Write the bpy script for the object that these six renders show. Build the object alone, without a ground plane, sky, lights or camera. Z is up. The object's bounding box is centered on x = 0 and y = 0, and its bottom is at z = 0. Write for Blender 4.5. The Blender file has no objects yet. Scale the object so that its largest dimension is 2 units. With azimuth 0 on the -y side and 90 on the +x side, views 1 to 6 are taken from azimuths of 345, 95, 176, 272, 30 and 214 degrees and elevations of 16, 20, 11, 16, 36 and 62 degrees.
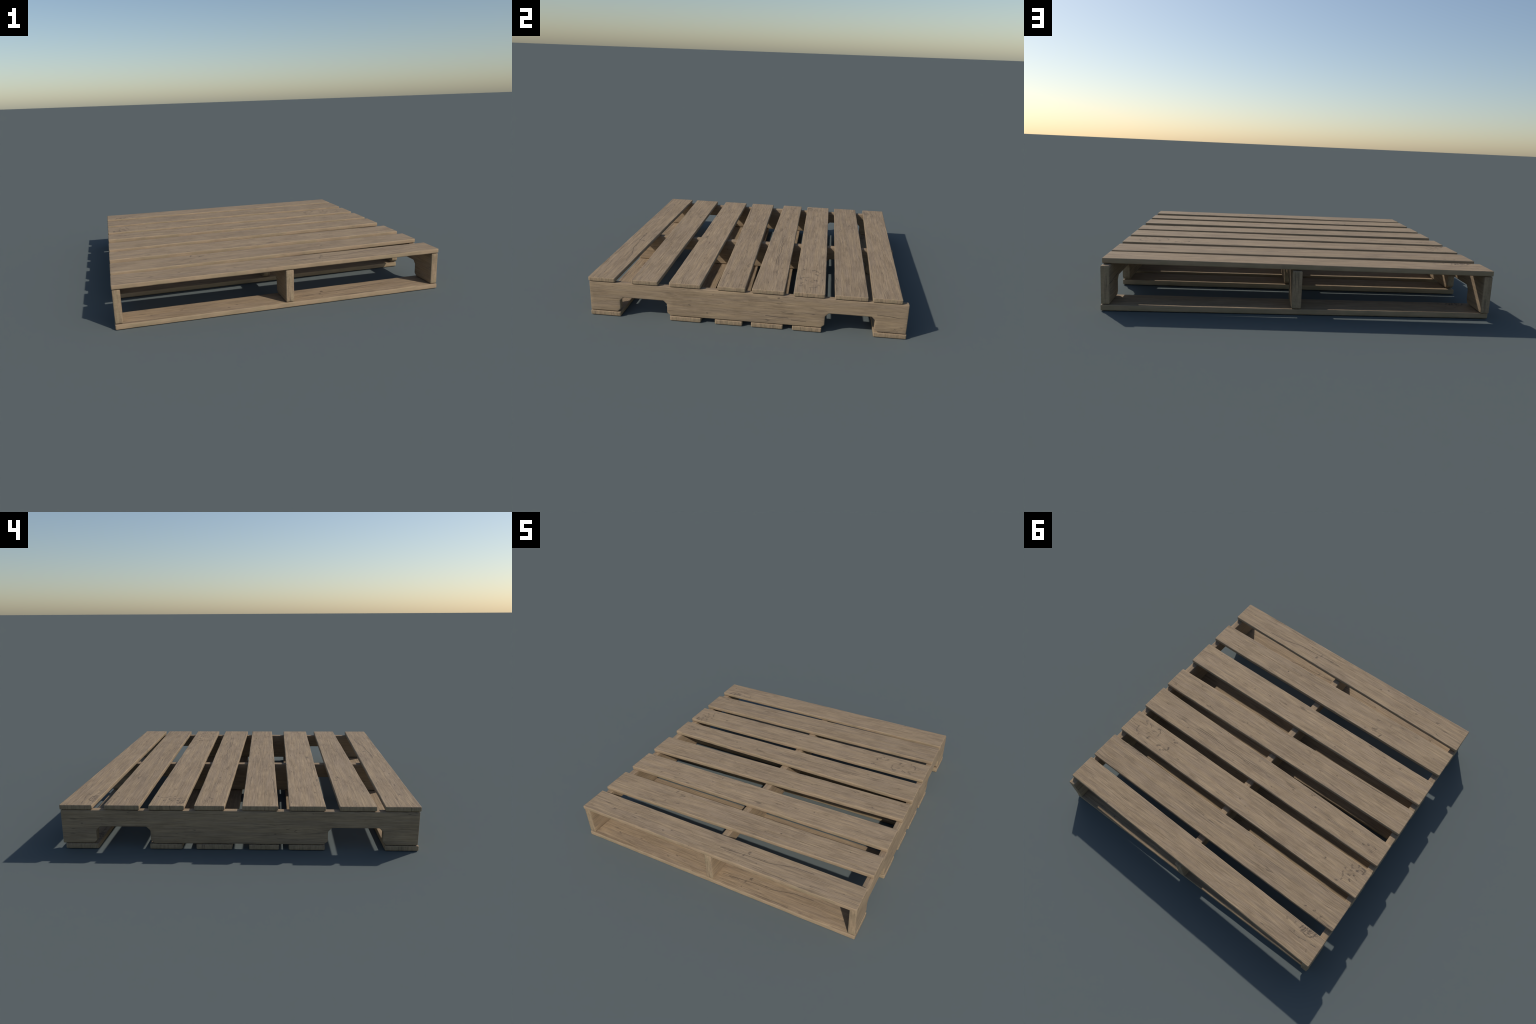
"""A weathered wooden shipping pallet: eight deck boards, six bottom boards and
three notched stringers, each board lofted with worn edges."""
import bpy, bmesh, math, random
from mathutils import Vector, noise

random.seed(11)

# ------------------------------------------------------------------ measures
HALF = 0.9965                      # half length of the boards along x
DECK_LOW, DECK_TOP = 0.2320, 0.2597
BASE_LOW, BASE_TOP = 0.0, 0.0300
BEAM_LOW, BEAM_TOP = 0.0325, 0.2290

# (y range at the -x end, y range at the +x end): the boards lie a little askew
DECK = [((-0.9995, -0.805), (-0.9995, -0.826)),
        ((-0.760, -0.557), (-0.720, -0.551)),
        ((-0.479, -0.280), (-0.480, -0.280)),
        ((-0.219, -0.020), (-0.176, -0.001)),
        ((0.077, 0.246), (0.039, 0.241)),
        ((0.302, 0.500), (0.298, 0.488)),
        ((0.552, 0.749), (0.547, 0.748)),
        ((0.817, 0.9995), (0.774, 0.952))]
BASE = [((-1.000, -0.813), (-0.997, -0.800)),
        ((-0.480, -0.279), (-0.479, -0.280)),
        ((-0.225, -0.056), (-0.190, -0.016)),
        ((0.038, 0.240), (0.039, 0.239)),
        ((0.320, 0.502), (0.297, 0.479)),
        ((0.795, 0.981), (0.797, 0.998))]
BEAMS = [(-0.9945, -0.950), (-0.0073, 0.0425), (0.951, 0.9945)]

# Ink strokes, knots and splits: (x, y, x, y, half width, strength), metres
SPLIT, INK = 0.0017, 0.0042


def path(pts, width, strength):
    return [(*pts[i], *pts[i + 1], width, strength) for i in range(len(pts) - 1)]


FRONT_MARKS = (
    path([(0.68, -0.864), (0.554, -0.867), (0.395, -0.906), (0.30, -0.905), (0.069, -0.918)], 0.0016, 0.75)
    + path([(0.333, -0.978), (0.498, -0.979), (0.568, -0.983)], SPLIT, 0.5)
    + [(0.254, -0.883, 0.259, -0.876, 0.006, 0.8), (0.262, -0.888, 0.263, -0.893, 0.003, 0.5),
       (0.236, -0.910, 0.232, -0.918, 0.005, 0.55), (0.371, -0.897, 0.373, -0.896, 0.003, 0.6),
       (-0.62, -0.90, -0.612, -0.897, 0.004, 0.45), (-0.35, -0.95, -0.343, -0.952, 0.0035, 0.5)])
STAMP = [
    (-0.826, 0.848, -0.835, 0.829, 0.0036, 0.85), (-0.843, 0.858, -0.854, 0.830, 0.0045, 0.9),
    (-0.859, 0.852, -0.868, 0.824, 0.0035, 0.75), (-0.862, 0.834, -0.833, 0.836, 0.003, 0.45),
    (-0.847, 0.856, -0.889, 0.865, 0.0028, 0.6), (-0.889, 0.865, -0.909, 0.857, 0.0028, 0.7),
    (-0.909, 0.857, -0.922, 0.840, 0.0032, 0.8), (-0.884, 0.853, -0.883, 0.821, 0.003, 0.65),
    (-0.886, 0.849, -0.894, 0.818, 0.003, 0.6), (-0.894, 0.846, -0.906, 0.824, 0.003, 0.5),
    (-0.918, 0.845, -0.926, 0.819, 0.0038, 0.8), (-0.925, 0.835, -0.940, 0.827, 0.0028, 0.5)]
BACK_MARKS = (path([(-0.783, 0.896), (-0.846, 0.897), (-0.90, 0.889)], SPLIT, 0.5)
              + path([(-0.930, 0.887), (-0.966, 0.884)], SPLIT, 0.7)
              + [(-0.9285, 0.927, -0.935, 0.940, 0.003, 0.4), (-0.810, 0.883, -0.8125, 0.887, 0.0035, 0.5),
                 (-0.785, 0.835, -0.786, 0.840, 0.004, 0.55), (-0.73, 0.845, -0.735, 0.850, 0.004, 0.5),
                 (-0.852, 0.897, -0.858, 0.899, 0.0035, 0.5)])
MARK_SIX = [
    (0.895, 0.329, 0.880, 0.345, 0.0026, 0.45), (0.887, 0.326, 0.871, 0.347, 0.0026, 0.5),
    (0.852, 0.332, 0.828, 0.350, 0.003, 0.6), (0.8345, 0.331, 0.824, 0.338, 0.0026, 0.4),
    (0.781, 0.3335, 0.766, 0.326, 0.0045, 0.55), (0.766, 0.326, 0.746, 0.351, 0.0035, 0.6),
    (0.746, 0.351, 0.746, 0.379, 0.003, 0.55), (0.9075, 0.391, 0.907, 0.4105, 0.003, 0.55),
    (0.907, 0.411, 0.898, 0.428, 0.003, 0.6), (0.898, 0.428, 0.887, 0.435, 0.003, 0.65),
    (0.866, 0.450, 0.870, 0.442, 0.0035, 0.45), (0.821, 0.408, 0.8125, 0.390, 0.003, 0.4),
    (0.793, 0.434, 0.789, 0.419, 0.005, 0.75), (0.696, 0.434, 0.683, 0.424, 0.0055, 0.7),
    (0.622, 0.401, 0.616, 0.415, 0.005, 0.8), (0.641, 0.435, 0.6245, 0.430, 0.0055, 0.5),
    (0.636, 0.330, 0.630, 0.333, 0.003, 0.5), (0.617, 0.347, 0.598, 0.336, 0.0035, 0.7),
    (0.655, 0.452, 0.662, 0.447, 0.004, 0.4),
    (0.993, 0.395, 0.903, 0.3955, 0.0013, 0.8), (0.9276, 0.3615, 0.8667, 0.3594, 0.0013, 0.7),
    (-0.862, 0.335, -0.876, 0.352, 0.0045, 0.6), (-0.837, 0.376, -0.846, 0.378, 0.004, 0.5),
    (-0.8725, 0.374, -0.8815, 0.370, 0.005, 0.5), (-0.899, 0.313, -0.9115, 0.310, 0.0035, 0.5),
    (-0.907, 0.3256, -0.904, 0.312, 0.0035, 0.6), (-0.910, 0.352, -0.917, 0.346, 0.006, 0.7),
    (-0.923, 0.314, -0.954, 0.318, 0.0042, 0.7), (-0.954, 0.318, -0.951, 0.345, 0.0042, 0.75),
    (-0.926, 0.333, -0.9445, 0.335, 0.003, 0.6), (-0.876, 0.401, -0.887, 0.400, 0.005, 0.75),
    (-0.905, 0.380, -0.914, 0.3885, 0.0038, 0.7), (-0.900, 0.424, -0.908, 0.432, 0.0042, 0.65),
    (-0.841, 0.404, -0.855, 0.430, 0.0035, 0.5), (-0.858, 0.455, -0.8575, 0.446, 0.004, 0.5),
    (-0.832, 0.477, -0.841, 0.474, 0.004, 0.45), (-0.926, 0.394, -0.942, 0.401, 0.0025, 0.45),
    (-0.965, 0.330, -0.958, 0.345, 0.0025, 0.4), (-0.700, 0.398, -0.703, 0.400, 0.0042, 0.95),
    (-0.02, 0.405, -0.012, 0.404, 0.003, 0.6)]
MARK_FIVE = (
    path([(0.567, 0.163), (0.454, 0.156), (0.401, 0.151), (0.376, 0.157), (0.321, 0.157), (0.292, 0.166),
          (0.256, 0.160), (0.225, 0.156), (0.165, 0.159), (0.095, 0.163)], 0.0016, 0.75)
    + path([(0.556, 0.147), (0.449, 0.144), (0.329, 0.147), (0.194, 0.144), (0.136, 0.153), (0.030, 0.147),
            (-0.05, 0.150)], 0.0014, 0.6)
    + [(-0.843, 0.176, -0.850, 0.177, 0.004, 0.6), (-0.871, 0.160, -0.877, 0.162, 0.004, 0.6),
       (-0.911, 0.193, -0.917, 0.188, 0.004, 0.45), (-0.912, 0.150, -0.930, 0.158, 0.003, 0.4),
       (-0.452, 0.150, -0.455, 0.151, 0.0035, 0.8), (0.20, 0.205, 0.204, 0.206, 0.003, 0.6),
       (0.05, 0.10, 0.054, 0.101, 0.003, 0.6), (0.62, 0.195, 0.624, 0.196, 0.003, 0.5)])
MARK_TWO = [
    (-0.504, -0.5875, -0.496, -0.5675, 0.004, 0.55), (-0.454, -0.614, -0.448, -0.606, 0.005, 0.6),
    (-0.440, -0.604, -0.423, -0.601, 0.004, 0.65), (-0.525, -0.696, -0.521, -0.694, 0.004, 0.5),
    (-0.4345, -0.6885, -0.417, -0.683, 0.0035, 0.5), (-0.383, -0.573, -0.378, -0.575, 0.004, 0.4),
    (-0.46, -0.594, -0.43, -0.588, 0.003, 0.35), (0.35, -0.640, 0.353, -0.641, 0.0035, 0.7),
    (0.80, -0.60, 0.804, -0.601, 0.003, 0.5)]
MARK_FOUR = (path([(-0.480, -0.186), (-0.579, -0.192), (-0.658, -0.194), (-0.755, -0.198)], 0.0018, 0.8)
             + [(0.31, -0.09, 0.314, -0.091, 0.003, 0.6), (-0.2, -0.06, -0.196, -0.061, 0.003, 0.5)])
MARK_SEVEN = [(-0.775, 0.722, -0.782, 0.718, 0.003, 0.5), (-0.835, 0.714, -0.842, 0.709, 0.0035, 0.6),
              (-0.886, 0.722, -0.893, 0.717, 0.0035, 0.6), (-0.880, 0.745, -0.878, 0.741, 0.003, 0.4),
              (0.1, 0.64, 0.104, 0.641, 0.003, 0.5)]
MARK_THREE = [(0.45, -0.36, 0.454, -0.361, 0.0035, 0.6), (-0.30, -0.31, -0.296, -0.311, 0.0035, 0.6),
              (-0.62, -0.40, -0.616, -0.401, 0.003, 0.5)]
DECK_MARKS = [FRONT_MARKS, MARK_TWO, MARK_THREE, MARK_FOUR, MARK_FIVE, MARK_SIX, MARK_SEVEN, BACK_MARKS + STAMP]
BASE_MARKS = [FRONT_MARKS, [], [], [], [], [(a, b - 0.02, c, d - 0.02, w, s) for a, b, c, d, w, s in BACK_MARKS + STAMP]]
# on the stringers: (along, height) in the board's own frame
BEAM_MARKS = path([(0.81, 0.018), (0.90, 0.012), (0.94, 0.005), (0.99, 0.007)], 0.0018, 0.8) + \
    path([(0.13, -0.045), (0.21, -0.049), (0.27, -0.050)], 0.002, 0.75) + \
    path([(0.29, -0.062), (0.38, -0.066)], 0.0018, 0.6) + \
    [(-0.24, -0.060, -0.238, -0.061, 0.004, 0.8), (0.206, 0.078, 0.21, 0.080, 0.004, 0.8)]

# ------------------------------------------------------------------ materials


class Nodes:
    def __init__(self, tree):
        self.t, self.n, self.l = tree, tree.nodes, tree.links

    def new(self, kind, **props):
        node = self.n.new(kind)
        for k, v in props.items():
            setattr(node, k, v)
        return node

    def put(self, socket, value):
        if isinstance(value, bpy.types.NodeSocket):
            self.l.new(value, socket)
        else:
            socket.default_value = value

    def math(self, op, a, b=0.0, clamp=False):
        m = self.new("ShaderNodeMath", operation=op, use_clamp=clamp)
        self.put(m.inputs[0], a)
        self.put(m.inputs[1], b)
        return m.outputs[0]

    def vec(self, op, a, b):
        m = self.new("ShaderNodeVectorMath", operation=op)
        self.put(m.inputs[0], a)
        self.put(m.inputs[1], b)
        return m.outputs[1] if op in ("DOT_PRODUCT", "DISTANCE", "LENGTH") else m.outputs[0]

    def scaled(self, vector, s):
        return self.vec("MULTIPLY", vector, s)

    def noise(self, vector, scale=1.0, detail=3.0, rough=0.55, distort=0.0):
        m = self.new("ShaderNodeTexNoise")
        self.put(m.inputs["Vector"], vector)
        m.inputs["Scale"].default_value = scale
        m.inputs["Detail"].default_value = detail
        m.inputs["Roughness"].default_value = rough
        m.inputs["Distortion"].default_value = distort
        return m.outputs["Fac"]

    def ramp(self, x, lo, hi, a=0.0, b=1.0, smooth=True):
        m = self.new("ShaderNodeMapRange", interpolation_type="SMOOTHSTEP" if smooth else "LINEAR")
        self.put(m.inputs[0], x)
        for i, v in enumerate((lo, hi, a, b)):
            m.inputs[1 + i].default_value = v
        return m.outputs[0]

    def mix(self, fac, a, b, blend="MIX"):
        m = self.new("ShaderNodeMix", data_type="RGBA", blend_type=blend)
        self.put(m.inputs[0], fac)
        for s, v in ((m.inputs[6], a), (m.inputs[7], b)):
            self.put(s, v if isinstance(v, bpy.types.NodeSocket) else (*v, 1.0))
        return m.outputs[2]

    def scale_colour(self, colour, factor):
        m = self.new("ShaderNodeVectorMath", operation="SCALE")
        self.put(m.inputs[0], colour)
        self.put(m.inputs["Scale"], factor)
        return m.outputs[0]


def stroke_group():
    """Soft capsule round the segment A-B in the plane of the board's face."""
    g = bpy.data.node_groups.new("stroke", "ShaderNodeTree")
    for name, kind in (("P", "NodeSocketVector"), ("A", "NodeSocketVector"), ("D", "NodeSocketVector"),
                       ("InvLen2", "NodeSocketFloat"), ("Width", "NodeSocketFloat"), ("Strength", "NodeSocketFloat")):
        g.interface.new_socket(name, in_out="INPUT", socket_type=kind)
    g.interface.new_socket("Before", in_out="INPUT", socket_type="NodeSocketFloat")
    g.interface.new_socket("Mask", in_out="OUTPUT", socket_type="NodeSocketFloat")
    g.interface.new_socket("Next", in_out="OUTPUT", socket_type="NodeSocketVector")
    k = Nodes(g)
    i, o = k.new("NodeGroupInput").outputs, k.new("NodeGroupOutput")
    pa = k.vec("SUBTRACT", i["P"], i["A"])
    t = k.math("MULTIPLY", k.vec("DOT_PRODUCT", pa, i["D"]), i["InvLen2"], clamp=True)
    foot = k.new("ShaderNodeVectorMath", operation="SCALE")
    k.put(foot.inputs[0], i["D"])
    k.put(foot.inputs["Scale"], t)
    d = k.vec("LENGTH", k.vec("SUBTRACT", pa, foot.outputs[0]), (0, 0, 0))
    m = k.new("ShaderNodeMapRange", interpolation_type="SMOOTHSTEP")
    k.put(m.inputs[0], d)
    k.put(m.inputs[1], k.math("MULTIPLY", i["Width"], 1.6))
    k.put(m.inputs[2], k.math("MULTIPLY", i["Width"], 0.1))
    m.inputs[3].default_value, m.inputs[4].default_value = 0.0, 1.0
    mask = k.math("MULTIPLY", m.outputs[0], i["Strength"])
    k.put(o.inputs[0], k.math("MAXIMUM", mask, i["Before"]))
    # hand the point on through the mask, so strokes are worked out one after another
    k.put(o.inputs[1], k.vec("ADD", i["P"], k.scaled(k.vec("MULTIPLY", mask, (1e-9, 0, 0)), (1, 1, 1))))
    return g


STROKE = stroke_group()
# linear base colours
TAN, GREY, DEEP = (0.382, 0.274, 0.167), (0.332, 0.242, 0.158), (0.236, 0.166, 0.102)
DARK = (0.085, 0.064, 0.052)
EDGE_A, EDGE_B, EDGE_C = (0.372, 0.264, 0.164), (0.330, 0.247, 0.150), (0.245, 0.176, 0.111)


def base_material(name):
    mat = bpy.data.materials.new(name)
    mat.use_nodes = True
    mat.node_tree.nodes.clear()
    k = Nodes(mat.node_tree)
    out, bsdf = k.new("ShaderNodeOutputMaterial"), k.new("ShaderNodeBsdfPrincipled")
    k.l.new(bsdf.outputs[0], out.inputs[0])
    bsdf.inputs["Roughness"].default_value = 0.82
    bsdf.inputs["Specular IOR Level"].default_value = 0.22
    obj = k.new("ShaderNodeTexCoord").outputs["Object"]
    return mat, k, bsdf, obj


def face_material(name, offset, marks, upright=False, tint=1.0, bold=1.0):
    """Weathered sawn face: grain along x, mottled tan and grey, splits, knots and ink."""
    mat, k, bsdf, obj = base_material(name)
    sep = k.new("ShaderNodeSeparateXYZ")
    k.l.new(obj, sep.inputs[0])
    p0 = k.vec("ADD", obj, offset)
    # the grain wanders: push the coordinate sideways by a slow noise
    wander = k.math("SUBTRACT", k.noise(k.scaled(p0, (2.2, 7.0, 7.0)), detail=2.0), 0.5)
    push = k.new("ShaderNodeCombineXYZ")
    k.put(push.inputs[1], k.math("MULTIPLY", wander, 0.026))
    k.put(push.inputs[2], k.math("MULTIPLY", wander, 0.02))
    p = k.vec("ADD", p0, push.outputs[0])
    mottle = k.noise(k.scaled(p0, (6.0, 14.0, 14.0)), detail=4.0, rough=0.62)
    hue = k.noise(k.scaled(k.vec("ADD", p, (5.3, 1.7, 2.2)), (2.8, 44.0, 44.0)), detail=4.0)
    band = k.noise(k.scaled(p, (2.6, 110.0, 110.0)), detail=3.0, rough=0.62)
    fine = k.noise(k.scaled(p, (6.5, 260.0, 260.0)), detail=3.0, rough=0.65)
    fleck = k.noise(k.scaled(p, (30.0, 170.0, 170.0)), detail=3.0, rough=0.6)
    colour = k.mix(k.ramp(hue, 0.36, 0.64), TAN, GREY)
    colour = k.mix(k.math("MULTIPLY", k.ramp(mottle, 0.42, 0.74), 0.54), colour, DEEP)
    light = k.math("MULTIPLY", k.ramp(band, 0.27, 0.73, 1 - 0.11 * bold, 1 + 0.10 * bold), k.ramp(fine, 0.27, 0.73, 1 - 0.22 * bold, 1 + 0.21 * bold))
    light = k.math("MULTIPLY", light, k.ramp(fleck, 0.55, 0.78, 1.0, 0.88))
    colour = k.scale_colour(colour, k.math("MULTIPLY", light, tint))
    # drying splits: thin level lines of a stretched noise, only in some zones
    zone = k.noise(k.scaled(p0, (4.0, 12.0, 12.0)), detail=2.0)
    split = 0.0
    for shift, along, thin_to, lo in ((0.0, 1.4, 0.0085, 0.46), (7.7, 2.4, 0.0085, 0.50)):
        level = k.noise(k.scaled(k.vec("ADD", p, (shift, shift * 2, shift)), (along, 24.0, 24.0)), detail=2.0, rough=0.5)
        near = k.math("ABSOLUTE", k.math("SUBTRACT", level, 0.52))
        line = k.ramp(near, 0.003, thin_to, 1.0, 0.0)
        area = k.ramp(zone, lo, lo + 0.12) if shift == 0.0 else k.ramp(zone, lo, lo - 0.12)
        broken = k.ramp(k.noise(k.scaled(k.vec("ADD", p0, (shift, 3.0, 1.0)), (9.0, 40.0, 40.0)), detail=1.0), 0.42, 0.58)
        split = k.math("MAXIMUM", split, k.math("MULTIPLY", k.math("MULTIPLY", line, area), broken))
    level2 = k.noise(k.scaled(k.vec("ADD", p, (3.0, 8.0, 4.0)), (2.4, 165.0, 165.0)), detail=2.0)
    check = k.math("MULTIPLY", k.ramp(level2, 0.62, 0.70), k.ramp(k.noise(k.scaled(p0, (4.0, 14.0, 14.0))), 0.42, 0.6, 0.2, 0.85))
    dark = k.math("MAXIMUM", k.math("MULTIPLY", split, 0.62), k.math("MULTIPLY", check, 0.42))
    # pin knots and nail pits
    vor = k.new("ShaderNodeTexVoronoi")
    k.put(vor.inputs["Vector"], k.scaled(p0, (9.0, 13.0, 13.0)))
    vor.inputs["Scale"].default_value = 1.0
    pick = k.new("ShaderNodeSeparateColor")
    k.l.new(vor.outputs["Color"], pick.inputs[0])
    pit = k.math("MULTIPLY", k.ramp(vor.outputs["Distance"], 0.025, 0.075, 1.0, 0.0), k.ramp(pick.outputs[0], 0.62, 0.9, 0.0, 0.75))
    dark = k.math("MAXIMUM", dark, pit)
    if marks:
        ripple = k.math("SUBTRACT", k.noise(k.scaled(p0, (85.0, 130.0, 130.0)), detail=4.0, rough=0.7), 0.5)
        flat = k.new("ShaderNodeCombineXYZ")
        shift = k.math("MULTIPLY", ripple, 0.018)
        k.put(flat.inputs[0], k.math("ADD", sep.outputs[0], shift))
        k.put(flat.inputs[1], k.math("ADD", sep.outputs[2 if upright else 1], k.math("MULTIPLY", shift, 0.7)))
        calm = k.new("ShaderNodeCombineXYZ")
        k.put(calm.inputs[0], k.math("ADD", sep.outputs[0], k.math("MULTIPLY", shift, 0.14)))
        k.put(calm.inputs[1], k.math("ADD", sep.outputs[2 if upright else 1], k.math("MULTIPLY", shift, 0.12)))
        thin, ink, points = 0.0, 0.0, [flat.outputs[0], calm.outputs[0]]
        for x0, y0, x1, y1, w, s in marks:
            g = k.new("ShaderNodeGroup", node_tree=STROKE)
            which = 1 if w < 0.0021 else 0
            k.l.new(points[which], g.inputs["P"])
            g.inputs["A"].default_value = (x0, y0, 0)
            g.inputs["D"].default_value = (x1 - x0, y1 - y0, 0)
            g.inputs["InvLen2"].default_value = 1.0 / max(1e-6, (x1 - x0) ** 2 + (y1 - y0) ** 2)
            g.inputs["Width"].default_value = w * (1.0 if w < 0.0021 else 1.4)
            g.inputs["Strength"].default_value = min(1.0, s * 1.5)
            points[which] = g.outputs[1]
            if w < 0.0021:
                k.put(g.inputs["Before"], thin)
                thin = g.outputs[0]
            else:
                k.put(g.inputs["Before"], ink)
                ink = g.outputs[0]
        worn = k.ramp(k.noise(k.scaled(p, (110.0, 180.0, 180.0)), detail=3.0, rough=0.7), 0.40, 0.56, 0.3, 1.0)
        if not upright:        # ink and knots of the top do not go through to the underside
            top = k.ramp(sep.outputs[2], 0.0, 0.004)
            worn, thin = k.math("MULTIPLY", worn, top), k.math("MULTIPLY", thin, top)
        dark = k.math("MAXIMUM", dark, k.math("MAXIMUM", k.math("MULTIPLY", ink, worn), thin))
    colour = k.mix(k.math("MULTIPLY", dark, 0.85), colour, DARK)
    k.put(bsdf.inputs["Base Color"], colour)
    height = k.math("SUBTRACT", k.math("ADD", k.math("MULTIPLY", band, 0.6), k.math("MULTIPLY", fine, 0.4)), k.math("MULTIPLY", dark, 0.9))
    bump = k.new("ShaderNodeBump")
    bump.inputs["Strength"].default_value = 0.55
    bump.inputs["Distance"].default_value = 0.0022
    k.put(bump.inputs["Height"], height)
    k.put(bsdf.inputs["Normal"], bump.outputs[0])
    return mat


def edge_material(name, offset, tint=1.0, bold=1.0):
    """Cut edges and end grain: lighter and warmer, streaked through the thickness at the ends."""
    mat, k, bsdf, obj = base_material(name)
    p = k.vec("ADD", obj, offset)
    hue = k.noise(k.scaled(p, (9.0, 30.0, 12.0)), detail=3.0)
    streak = k.noise(k.scaled(p, (11.0, 85.0, 9.0)), detail=4.0, rough=0.62)
    grain = k.noise(k.scaled(p, (7.0, 60.0, 120.0)), detail=3.0)
    cut = k.noise(k.scaled(k.vec("ADD", p, (1.0, 4.0, 2.0)), (6.0, 110.0, 6.0)), detail=2.0)
    colour = k.mix(k.ramp(hue, 0.38, 0.62), EDGE_A, EDGE_B)
    colour = k.mix(k.math("MULTIPLY", k.ramp(streak, 0.42, 0.64), 0.75 * bold), colour, EDGE_C)
    colour = k.scale_colour(colour, k.math("MULTIPLY", k.ramp(grain, 0.25, 0.75, 0.9, 1.08), tint))
    dark = k.math("MULTIPLY", k.ramp(cut, 0.62, 0.72), 0.55 * bold)
    colour = k.mix(dark, colour, DARK)
    k.put(bsdf.inputs["Base Color"], colour)
    bump = k.new("ShaderNodeBump")
    bump.inputs["Strength"].default_value = 0.4
    bump.inputs["Distance"].default_value = 0.0025
    k.put(bump.inputs["Height"], k.math("SUBTRACT", k.math("ADD", streak, k.math("MULTIPLY", grain, 0.5)), dark))
    k.put(bsdf.inputs["Normal"], bump.outputs[0])
    return mat


# ------------------------------------------------------------------ geometry
def wob(x, y, z, seed, scale):
    return noise.noise(Vector((x * scale + seed * 7.31, y * scale - seed * 3.7, z * scale + seed)))


def finish(bm, name, mats, parent, location, turn=0.0):
    mesh = bpy.data.meshes.new(name)
    bm.normal_update()
    bm.to_mesh(mesh)
    bm.free()
    for m in mats:
        mesh.materials.append(m)
    for f in mesh.polygons:
        f.use_smooth = True
    obj = bpy.data.objects.new(name, mesh)
    bpy.context.scene.collection.objects.link(obj)
    obj.parent, obj.location, obj.rotation_euler = parent, location, (0, 0, turn)
    return obj


def board(name, span0, span1, z0, z1, seed, mats, parent):
    """Plank along x: a worn rounded-rectangle section lofted through many stations."""
    cy = (span0[0] + span0[1] + span1[0] + span1[1]) / 4
    cz, hz = (z0 + z1) / 2, (z1 - z0) / 2
    rng = random.Random(seed)
    worn = [rng.uniform(*w) for w in ((0.0025, 0.0045),) * 2 + ((0.0045, 0.0070),) * 2]        # radius at each long edge
    arc, across = 4, 9
    nip = [rng.uniform(0.002, 0.010) for _ in range(4)]           # corners rounded in plan
    # stations: rounded ends, then even spacing along the length
    end_r = 0.0050
    xs = [(-HALF + end_r * (1 - math.cos(a)), end_r * (1 - math.sin(a))) for a in [i * math.pi / 8 for i in range(5)]]
    inner = 90
    xs += [(-HALF + d, 0.0) for d in (0.006, 0.0085)]
    mid = [(-HALF + 0.012 + (2 * HALF - 0.024) * i / inner, 0.0) for i in range(inner + 1)]
    xs = xs + mid + [(-x, d) for x, d in reversed(xs)]
    bm, rings, labels = bmesh.new(), [], []
    for x, inset in xs:
        t = (x + HALF) / (2 * HALF)
        ya = span0[0] + (span1[0] - span0[0]) * t - cy + inset
        yb = span0[1] + (span1[1] - span0[1]) * t - cy - inset
        far = HALF - abs(x)
        for side in (0, 1):
            c = nip[side + (2 if x > 0 else 0)]
            if far < c:
                cut = c - math.sqrt(max(0.0, c * c - (c - far) ** 2))
                if side == 0:
                    ya += cut * 0.8
                else:
                    yb -= cut * 0.8
        ya += 0.0016 * wob(x, 0, 0, seed, 3.0) + 0.0007 * wob(x, 0, 1, seed, 14.0)
        yb += 0.0016 * wob(x, 5, 0, seed, 3.0) + 0.0007 * wob(x, 5, 1, seed, 14.0)
        lo, hi = -hz + inset, hz - inset
        hi -= 0.0005 * (1 + wob(x, 9, 2, seed, 6.0))
        r = []
        for c in range(4):
            dent = max(0.0, wob(x, c * 3.0, 4, seed, 9.0)) ** 2 * 0.0045 + max(0.0, wob(x, c * 5.0, 8, seed, 26.0) - 0.25) * 0.003
            r.append(max(0.0012, worn[c] + dent - inset * 0.6))
        pts, kinds = [], []
        corners = [(yb, hi, 0, r[0]), (ya, hi, 1, r[1]), (ya, lo, 2, r[2]), (yb, lo, 3, r[3])]
        for c, (py, pz, q, rad) in enumerate(corners):
            sy, sz = (-1 if py == yb else 1), (-1 if pz == hi else 1)
            oy, oz = py + sy * rad, pz + sz * rad
            for i in range(arc + 1):
                a = q * math.pi / 2 + i / arc * math.pi / 2
                pts.append((oy + rad * math.cos(a), oz + rad * math.sin(a)))
            nxt = corners[(c + 1) % 4]
            if c in (0, 2):                                    # flat faces: extra points across
                y_from, y_to = pts[-1][0], nxt[0] + (1 if c == 0 else -1) * nxt[3]
                first = 0.0012 if c == 0 else -0.0012
                inside = [y_from - first] + [y_from + (y_to - y_from) * i / across for i in range(1, across)] + [y_to + first]
                for y in inside:
                    cup = 0.0006 * wob(x, y * 4, c, seed, 4.0) if inset == 0 else 0.0
                    pts.append((y, pz + (cup if c == 0 else 0.0)))
        rings.append([bm.verts.new((x, y, z)) for y, z in pts])
    n = len(rings[0])
    for a, b in zip(rings, rings[1:]):
        for i in range(n):
            j = (i + 1) % n
            bm.faces.new((a[i], a[j], b[j], b[i]))
    bm.faces.new(list(reversed(rings[0])))
    bm.faces.new(rings[-1])
    bmesh.ops.recalc_face_normals(bm, faces=bm.faces)
    bm.normal_update()
    for f in bm.faces:
        f.material_index = 0 if abs(f.normal.z) > 0.82 else (2 if abs(f.normal.x) > 0.5 else 1)
    return finish(bm, name, mats, parent, (0, cy, cz))


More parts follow.
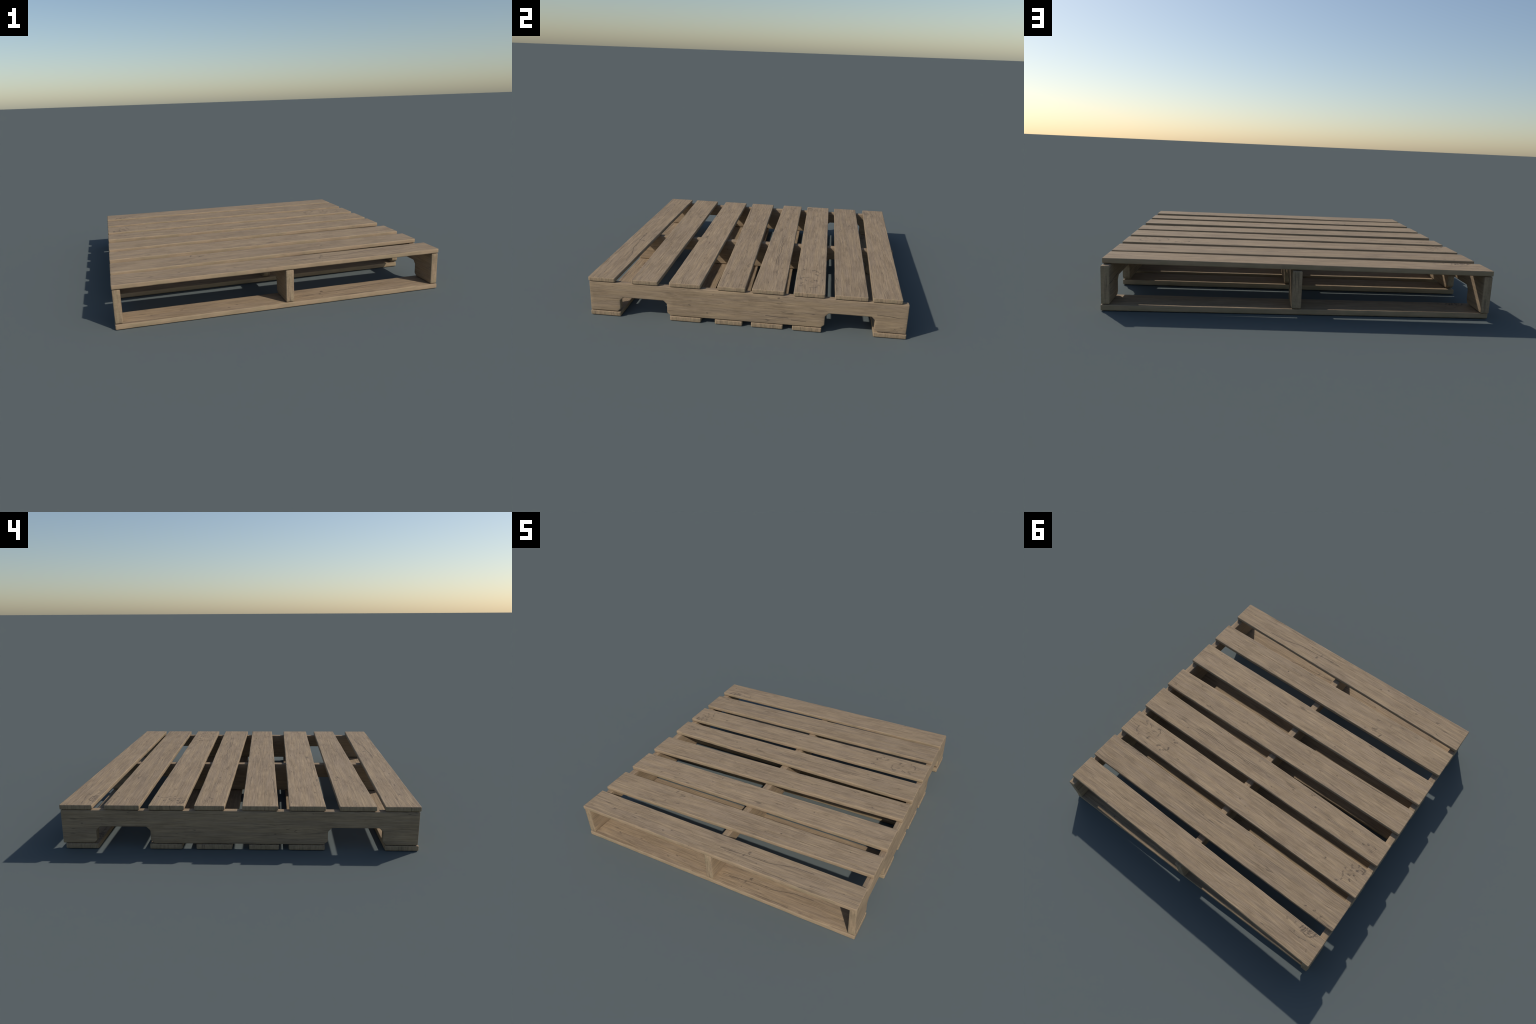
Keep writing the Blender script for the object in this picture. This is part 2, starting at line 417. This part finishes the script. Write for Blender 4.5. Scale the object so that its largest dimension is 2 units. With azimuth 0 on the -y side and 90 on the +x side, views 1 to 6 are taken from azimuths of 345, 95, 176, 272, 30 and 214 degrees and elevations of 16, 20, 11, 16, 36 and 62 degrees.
def stringer(name, x0, x1, seed, mats, parent):
    """Beam along y with two forklift notches; built along its own x, then turned."""
    h0, h1 = BEAM_LOW, BEAM_TOP
    cz, cx, hw, L = (h0 + h1) / 2, (x0 + x1) / 2, (x1 - x0) / 2, 0.995
    out, inn, top, ch = 0.7997, 0.4968, 0.1315, 0.0215
    half = [(out + 0.018, h0), (out, h0 + 0.018), (out, top - ch), (out - ch, top),
            (inn + ch, top), (inn, top - ch), (inn, h0 + 0.018), (inn - 0.022, h0)]
    low = [(-x, z) for x, z in half] + [(x, z) for x, z in reversed(half)]
    outline = [(-L, h1), (-L, h0)] + low + [(L, h0), (L, h1)]
    bm = bmesh.new()
    front = [bm.verts.new((x, -hw, z - cz)) for x, z in outline]
    back = [bm.verts.new((x, hw, z - cz)) for x, z in outline]
    bm.faces.new(front)
    bm.faces.new(list(reversed(back)))
    for i in range(len(outline)):
        j = (i + 1) % len(outline)
        bm.faces.new((front[j], front[i], back[i], back[j]))
    bmesh.ops.recalc_face_normals(bm, faces=bm.faces)
    # round the outline's edges with small worn chamfers
    edges = [e for e in bm.edges if e.calc_face_angle(0) > 0.3]
    bmesh.ops.bevel(bm, geom=edges, offset=0.0055, offset_type="OFFSET", segments=3, profile=0.5, affect="EDGES", clamp_overlap=True)
    # slice it so the surface can waver a little
    cuts = [-L + 0.03 + (2 * L - 0.06) * i / 70 for i in range(71)]
    for x in cuts:
        bmesh.ops.bisect_plane(bm, geom=bm.verts[:] + bm.edges[:] + bm.faces[:], plane_co=(x, 0, 0), plane_no=(1, 0, 0), dist=1e-5)
    for z in (-0.07, -0.045, -0.02, 0.01, 0.04, 0.07):
        bmesh.ops.bisect_plane(bm, geom=bm.verts[:] + bm.edges[:] + bm.faces[:], plane_co=(0, 0, z), plane_no=(0, 0, 1), dist=1e-5)
    bm.normal_update()
    for v in bm.verts:
        x, y, z = v.co
        edge = abs(abs(y) - hw) < 0.006 and (z > h1 - cz - 0.006 or z < h0 - cz + 0.006)
        amp = 0.0013 if edge else 0.0007
        v.co -= v.normal * amp * (0.5 + wob(x, y * 2, z, seed, 7.0))
    for f in bm.faces:
        f.material_index = 0 if abs(f.normal.x) < 0.6 else 1
    obj = finish(bm, name, mats, parent, (cx, 0, cz), math.pi / 2)
    obj.data.shade_smooth()
    return obj


# ------------------------------------------------------------------ the pallet
root = bpy.data.objects.new("wooden_pallet", None)
bpy.context.scene.collection.objects.link(root)
root.empty_display_size = 0.2
root["label"] = "weathered tan wooden shipping pallet with spaced deck boards"
root["category"] = "wooden pallet"


def local_marks(marks, span0, span1):
    cy = (span0[0] + span0[1] + span1[0] + span1[1]) / 4
    return [(a, b - cy, c, d - cy, w, s) for a, b, c, d, w, s in marks]


def offset(i):
    r = random.Random(400 + i)
    return (r.uniform(-20, 20), r.uniform(-20, 20), r.uniform(-20, 20))


for i, (s0, s1) in enumerate(DECK):
    tint = random.uniform(0.94, 1.06)
    mats = [face_material("weathered_face", offset(i), local_marks(DECK_MARKS[i], s0, s1), tint=tint), edge_material("cut_edge", offset(i + 50), 1.02, 0.3), edge_material("end_grain", offset(i + 110))]
    board("deck_board", s0, s1, DECK_LOW, DECK_TOP, 20 + i, mats, root)
for i, (s0, s1) in enumerate(BASE):
    j = {0: 0, 5: 7}.get(i, 10 + i)
    mats = [face_material("weathered_face", offset(j), local_marks(BASE_MARKS[i], s0, s1)), edge_material("cut_edge", offset(i + 70), 1.02, 0.3), edge_material("end_grain", offset(i + 130))]
    board("bottom_board", s0, s1, BASE_LOW, BASE_TOP, 40 + i, mats, root)
for i, (a, b) in enumerate(BEAMS):
    mats = [face_material("sawn_beam_face", offset(30 + i), BEAM_MARKS if i == 2 else [], upright=True, tint=0.96, bold=0.8), edge_material("beam_end", offset(i + 90))]
    stringer("stringer", a, b, 60 + i, mats, root)
